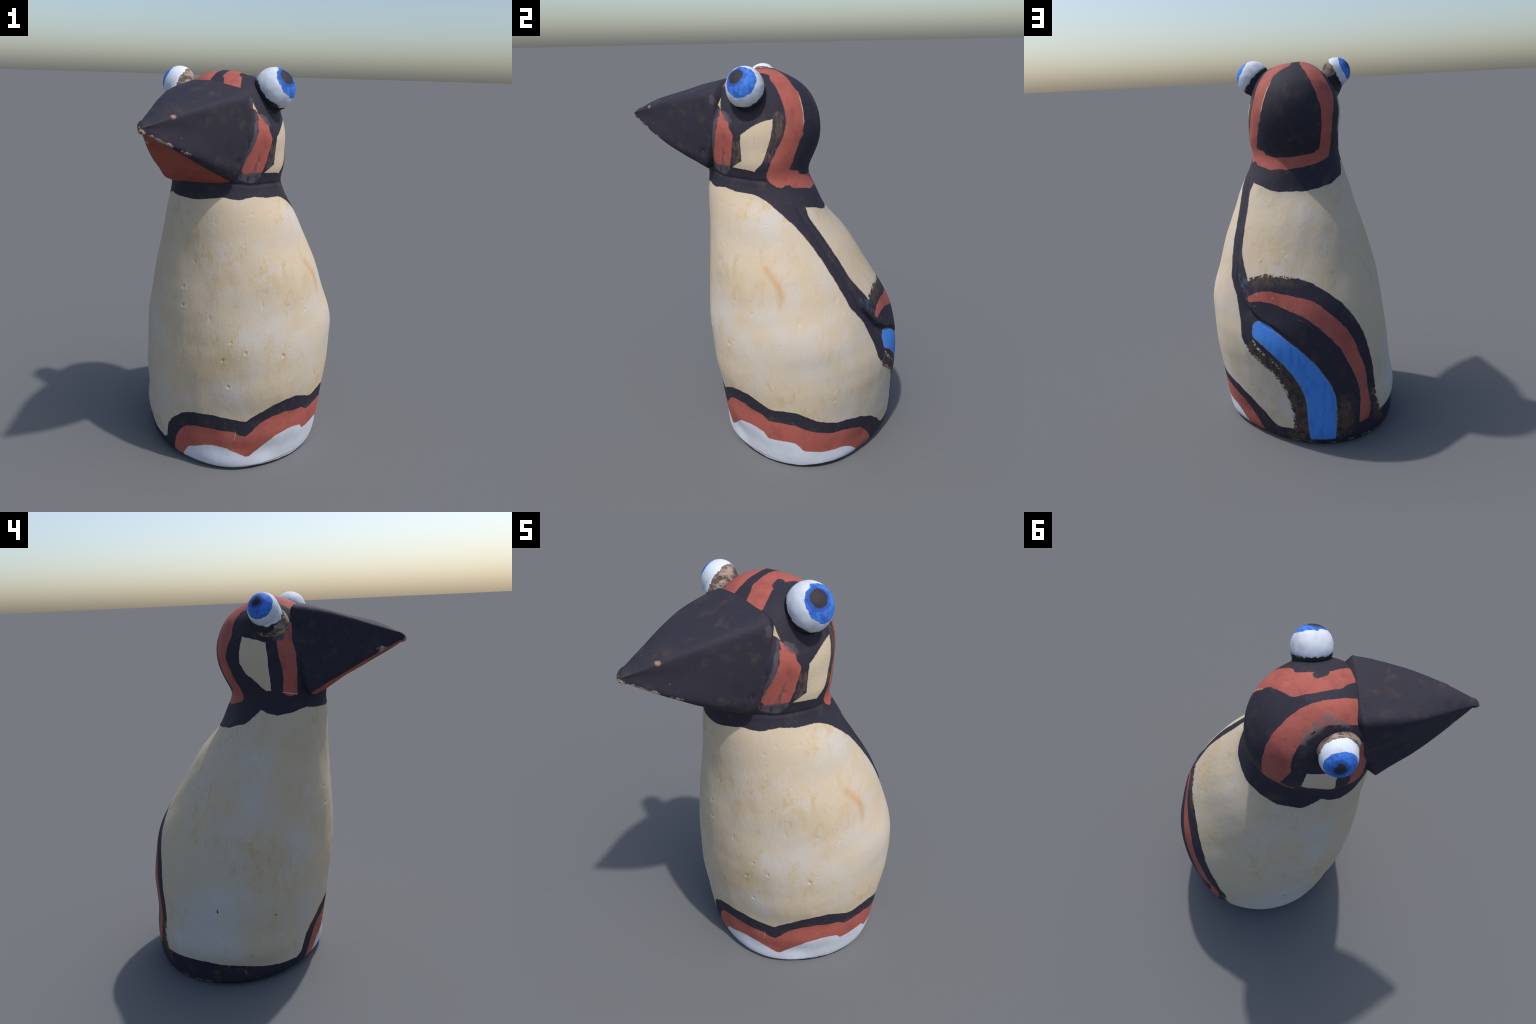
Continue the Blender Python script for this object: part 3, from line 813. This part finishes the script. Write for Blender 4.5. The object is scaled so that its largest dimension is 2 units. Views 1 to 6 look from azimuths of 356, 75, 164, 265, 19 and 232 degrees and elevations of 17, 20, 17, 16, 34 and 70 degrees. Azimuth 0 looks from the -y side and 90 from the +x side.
# finger dents and pin holes
for x, y, z, r in BODY.dents:
    near = np.abs(P - (x, y, z)).max(1) < 0.06
    q = P[near] - (x, y, z)
    slant = rng.uniform(-0.6, 0.9)
    ax = np.array((-(y - 0.09), x - 0.02, 0))
    ax /= np.linalg.norm(ax)
    h, v = q @ ax, q[:, 2]
    a, b = h - slant * v, v + slant * h
    k = np.hypot(a / (0.42 * r), b / (0.9 * r)) + 0.25 * lumps(P[near], 120, 5)
    relief[near] -= 0.6 * r * np.exp(-np.maximum(k, 0) ** 2) - 0.10 * r * np.exp(-(np.hypot(h - 0.6 * r, v + r) / (1.2 * r)) ** 2)
for _ in range(110):
    k = rng.integers(COLS * 20, len(P) - COLS * 40)
    r = rng.uniform(0.0025, 0.0055)
    near = np.abs(P - P[k]).max(1) < 0.04
    d = np.linalg.norm((P[near] - P[k]) * (1, 1, rng.uniform(0.25, 1)), axis=1)
    relief[near] -= 0.45 * r * np.exp(-(d / r) ** 2)
# the toes push the foot forward a little
toe = np.degrees(np.arctan2(P[:, 1] - AXIS[1], P[:, 0] - AXIS[0]))
relief += 0.013 * np.exp(-((toe + 68) / 42) ** 2 - ((P[:, 2] - 0.05) / 0.07) ** 2)
relief += 0.0016 * lumps(P, 9, 3) + 0.0008 * lumps(P, 30, 4)
fade = np.clip(P[:, 2] / 0.03, 0, 1)
P = P + N * (relief * fade)[:, None]
P[-COLS:] = P[-COLS:].mean(0)
P[:COLS, 2] = 0.004
N = vertex_normals(P, quads)
N[-COLS:] = (0, 0, 1)

body_mat, head_mat = body_material(), head_material()

# regions of the one smooth surface
fc = P[quads].mean(1)
ang = np.degrees(np.arctan2(fc[:, 1] - AXIS[1], fc[:, 0] - AXIS[0]))
collar = np.interp(ang, *zip(*RING_COLLAR))
foot_top = np.interp(ang, *zip(*RING_RED))
head_cut = np.interp(fc[:, 1], [-0.10, 0.15], [1.465, 1.40])
wing_d = np.min([stroke_distance(fc, s) for s in (BODY.outer_black, BODY.wing_red, BODY.mid_black, BODY.blue)], 0)
region = np.full(len(fc), "torso", object)
region[fc[:, 2] > collar] = "neck"
region[fc[:, 2] > head_cut] = "head"
region[(wing_d < 0.002) & (fc[:, 2] < 1.0) & (fc[:, 1] > 0.2)] = "wing"
region[fc[:, 2] < foot_top] = "foot"
parts = {}
for name in ("torso", "foot", "wing", "neck", "head"):
    f = quads[region == name]
    if name in ("torso", "foot", "wing"):
        pass
    used, inv = np.unique(f, return_inverse=True)
    parts[name] = make_mesh(name, P[used], [inv.reshape(-1, 4)], N[used], head_mat if name == "head" else body_mat, root)
# flat base disc
base_ring = P[:COLS]
bv = np.vstack([base_ring, [[cx[0], cy[0], 0.004]]])
bf = np.stack([(np.arange(COLS) + 1) % COLS, np.arange(COLS), np.full(COLS, COLS)], 1)
make_mesh("base", bv, [bf], None, body_mat, root, smooth=False)

# ------------------------------------------------------------------ build: beak
# Eight rails run from the face to the tip: rail -> points at the stations below
STATIONS = (0.0, 0.40, 0.72, 0.92)
RAILS = [
    [(-0.130, -0.225, 1.936), (-0.244, -0.395, 1.883), (-0.337, -0.537, 1.840), (-0.396, -0.622, 1.793)],   # top middle
    [(0.022, -0.318, 1.895), (-0.140, -0.479, 1.855), (-0.288, -0.590, 1.808), (-0.378, -0.649, 1.774)],   # upper right
    [(0.019, -0.328, 1.728), (-0.140, -0.487, 1.745), (-0.289, -0.590, 1.757), (-0.386, -0.649, 1.765)],   # right middle
    [(-0.034, -0.362, 1.525), (-0.167, -0.511, 1.610), (-0.294, -0.606, 1.687), (-0.386, -0.648, 1.743)],   # lower right
    [(-0.196, -0.293, 1.485), (-0.277, -0.423, 1.600), (-0.351, -0.548, 1.687), (-0.402, -0.633, 1.742)],   # bottom middle
    [(-0.387, -0.203, 1.513), (-0.411, -0.379, 1.617), (-0.414, -0.530, 1.697), (-0.406, -0.630, 1.751)],   # lower left
    [(-0.324, -0.152, 1.731), (-0.375, -0.358, 1.752), (-0.402, -0.522, 1.764), (-0.411, -0.629, 1.769)],   # left middle
    [(-0.265, -0.139, 1.938), (-0.352, -0.330, 1.893), (-0.392, -0.499, 1.832), (-0.411, -0.614, 1.790)],   # upper left
]
TIP = np.array((-.416, -.656, 1.762))
R8 = np.array(RAILS)
SUB, AL = 14, 90                                  # points between rails, stations along the beak
t_st = np.array(STATIONS)
ts = np.linspace(0, 0.92, AL)
rails = np.stack([natural_spline(t_st, R8[k], ts) for k in range(8)], 1)      # AL,8,3
# round the very end towards the tip
end = []
for a in np.linspace(0, 1, 12)[1:-1]:
    s = math.sqrt(1 - a * a)
    c = rails[-1].mean(0)
    end.append(c + (TIP - c) * a + (rails[-1] - c) * s)
# tuck the back of the beak into the face with a rolled lip
c0 = rails[0].mean(0)
back = np.array((0.50, 0.80, 0.05))
lip = [c0 + (rails[0] - c0) * k + back * q for k, q in ((0.62, 0.10), (0.90, 0.035), (0.955, 0.016), (0.985, 0.006))]
allr = np.concatenate([np.array(lip), rails, np.array(end)])
rows = len(allr)
ring = np.repeat(allr, SUB, 1) * 0
for k in range(8):
    for j in range(SUB):
        ring[:, k * SUB + j] = allr[:, k] * (1 - j / SUB) + allr[:, (k + 1) % 8] * (j / SUB)
for _ in range(12):                               # soften the ridges
    ring = 0.5 * ring + 0.25 * (np.roll(ring, 1, 1) + np.roll(ring, -1, 1))
cols = 8 * SUB
BV = np.vstack([ring.reshape(-1, 3), TIP[None]])
bq = grid_quads(rows, cols)
last = (rows - 1) * cols
bt = np.stack([last + np.arange(cols), last + (np.arange(cols) + 1) % cols, np.full(cols, len(BV) - 1)], 1)
BN = vertex_normals(BV, bq, bt)
if (BN[len(lip) * cols + SUB * 2] @ np.array((0.85, -0.5, 0))) < 0:
    bq, bt, BN = bq[:, ::-1], bt[:, ::-1], -BN
rl = 0.0022 * lumps(BV, 14, 8) + 0.0007 * lumps(BV, 45, 9)
for x, y, z, r, k in ((-.037, -.372, 1.604, .013, .012), (-.052, -.385, 1.612, .008, .005), (.0, -.30, 1.60, .012, .008)):
    rl -= k * np.exp(-(np.linalg.norm(BV - (x, y, z), axis=1) / r) ** 2)
BV = BV + BN * rl[:, None]
BN = vertex_normals(BV, bq, bt)
colq = np.tile(np.arange(cols), rows - 1)
under_q = (colq >= 3 * SUB + 3) & (colq < 5 * SUB - 1)
colt = np.arange(cols)
under_t = (colt >= 3 * SUB + 3) & (colt < 5 * SUB - 1)


def beak_piece(name, mq, mt, mat, parent):
    q, t = bq[mq], bt[mt]
    used, inv = np.unique(np.concatenate([q.ravel(), t.ravel()]), return_inverse=True)
    return make_mesh(name, BV[used], [inv[:q.size].reshape(-1, 4), inv[q.size:].reshape(-1, 3)], BN[used], mat, parent)


beak = beak_piece("beak", ~under_q, ~under_t, beak_material(False), root)
beak_piece("beak_underside", under_q, under_t, beak_material(True), beak)


# ------------------------------------------------------------------ build: eyes
def eye(centre, axis, radii, sag, stalk, mat, seed):
    """A lumpy ball on a flared stalk; axis points out of the head."""
    c = Vector(centre)
    a = Vector(axis).normalized()
    u = Vector((-0.42, -0.90, 0)).normalized()    # along the way the bird faces
    u = (u - a * u.dot(a)).normalized()
    v = a.cross(u)
    n1, n2 = 96, 128
    verts = []
    for i in range(n1 + 1):
        f = math.pi * i / n1
        for j in range(n2):
            q = 2 * math.pi * j / n2
            d = (math.sin(f) * math.cos(q), math.sin(f) * math.sin(q), math.cos(f))
            verts.append(c + u * d[0] * radii[0] + v * d[1] * radii[1] + a * d[2] * radii[2])
    V = np.array([tuple(x) for x in verts])
    V += (V - np.array(centre)) * (0.022 * lumps(V, 22, seed) + 0.006 * lumps(V, 70, seed + 1))[:, None]
    q = grid_quads(n1 + 1, n2)
    nn = vertex_normals(V, q)
    if ((V - np.array(centre)) * nn).sum() < 0:
        q, nn = q[:, ::-1], -nn
    ball = make_mesh("eye", V, [q], None, mat, root)
    # stalk: surface of revolution about the axis, back into the head
    prof = natural_spline(np.array([s[0] for s in stalk], float), np.array([[s[1]] for s in stalk]),
                          np.linspace(stalk[0][0], stalk[-1][0], 40))[:, 0]
    ss = np.linspace(stalk[0][0], stalk[-1][0], 40)
    S = []
    for s, r in zip(ss, prof):
        for j in range(n2):
            f = 2 * math.pi * j / n2
            S.append(c - a * s + Vector(sag) * min(1.0, max(0.0, s / 0.05)) + (u * math.cos(f) * radii[0] / radii[1] + v * math.sin(f)) * r)
    S = np.array([tuple(x) for x in S])
    S += 0.0028 * lumps(S, 34, seed + 2)[:, None] * vertex_normals(S, grid_quads(40, n2))
    sq = grid_quads(40, n2)
    sn = vertex_normals(S, sq)
    if ((S - S.mean(0)) * sn).sum() < 0:
        sq = sq[:, ::-1]
    make_mesh("eye_stalk", S, [sq], None, mat, ball)
    return ball


EYE_R, EYE_L = (.125, -.193, 1.907), (-.303, .002, 1.916)
mat_r = eye_material("painted_eye_dark_socket", EYE_R, (.62, -.42, .67), -0.20, (.76, -.47, .45), 0.64, (.53, -.585, .615), 0.922, False)
mat_l = eye_material("painted_eye_clay_socket", EYE_L, (-.84, .26, .48), -0.09, (-.80, .45, .42), 0.56, (-.68, .52, .51), 0.955, True)
eye(EYE_R, (.65, -.47, .6), (.087, .094, .091), (0, 0, -.004), [(.03, .086), (.05, .083), (.07, .086), (.095, .105), (.12, .14)], mat_r, 21)
eye(EYE_L, (-.68, .53, .52), (.077, .080, .079), (-.010, .004, -.024), [(.0, .074), (.025, .080), (.05, .083), (.075, .086), (.10, .094), (.125, .105)], mat_l, 31)
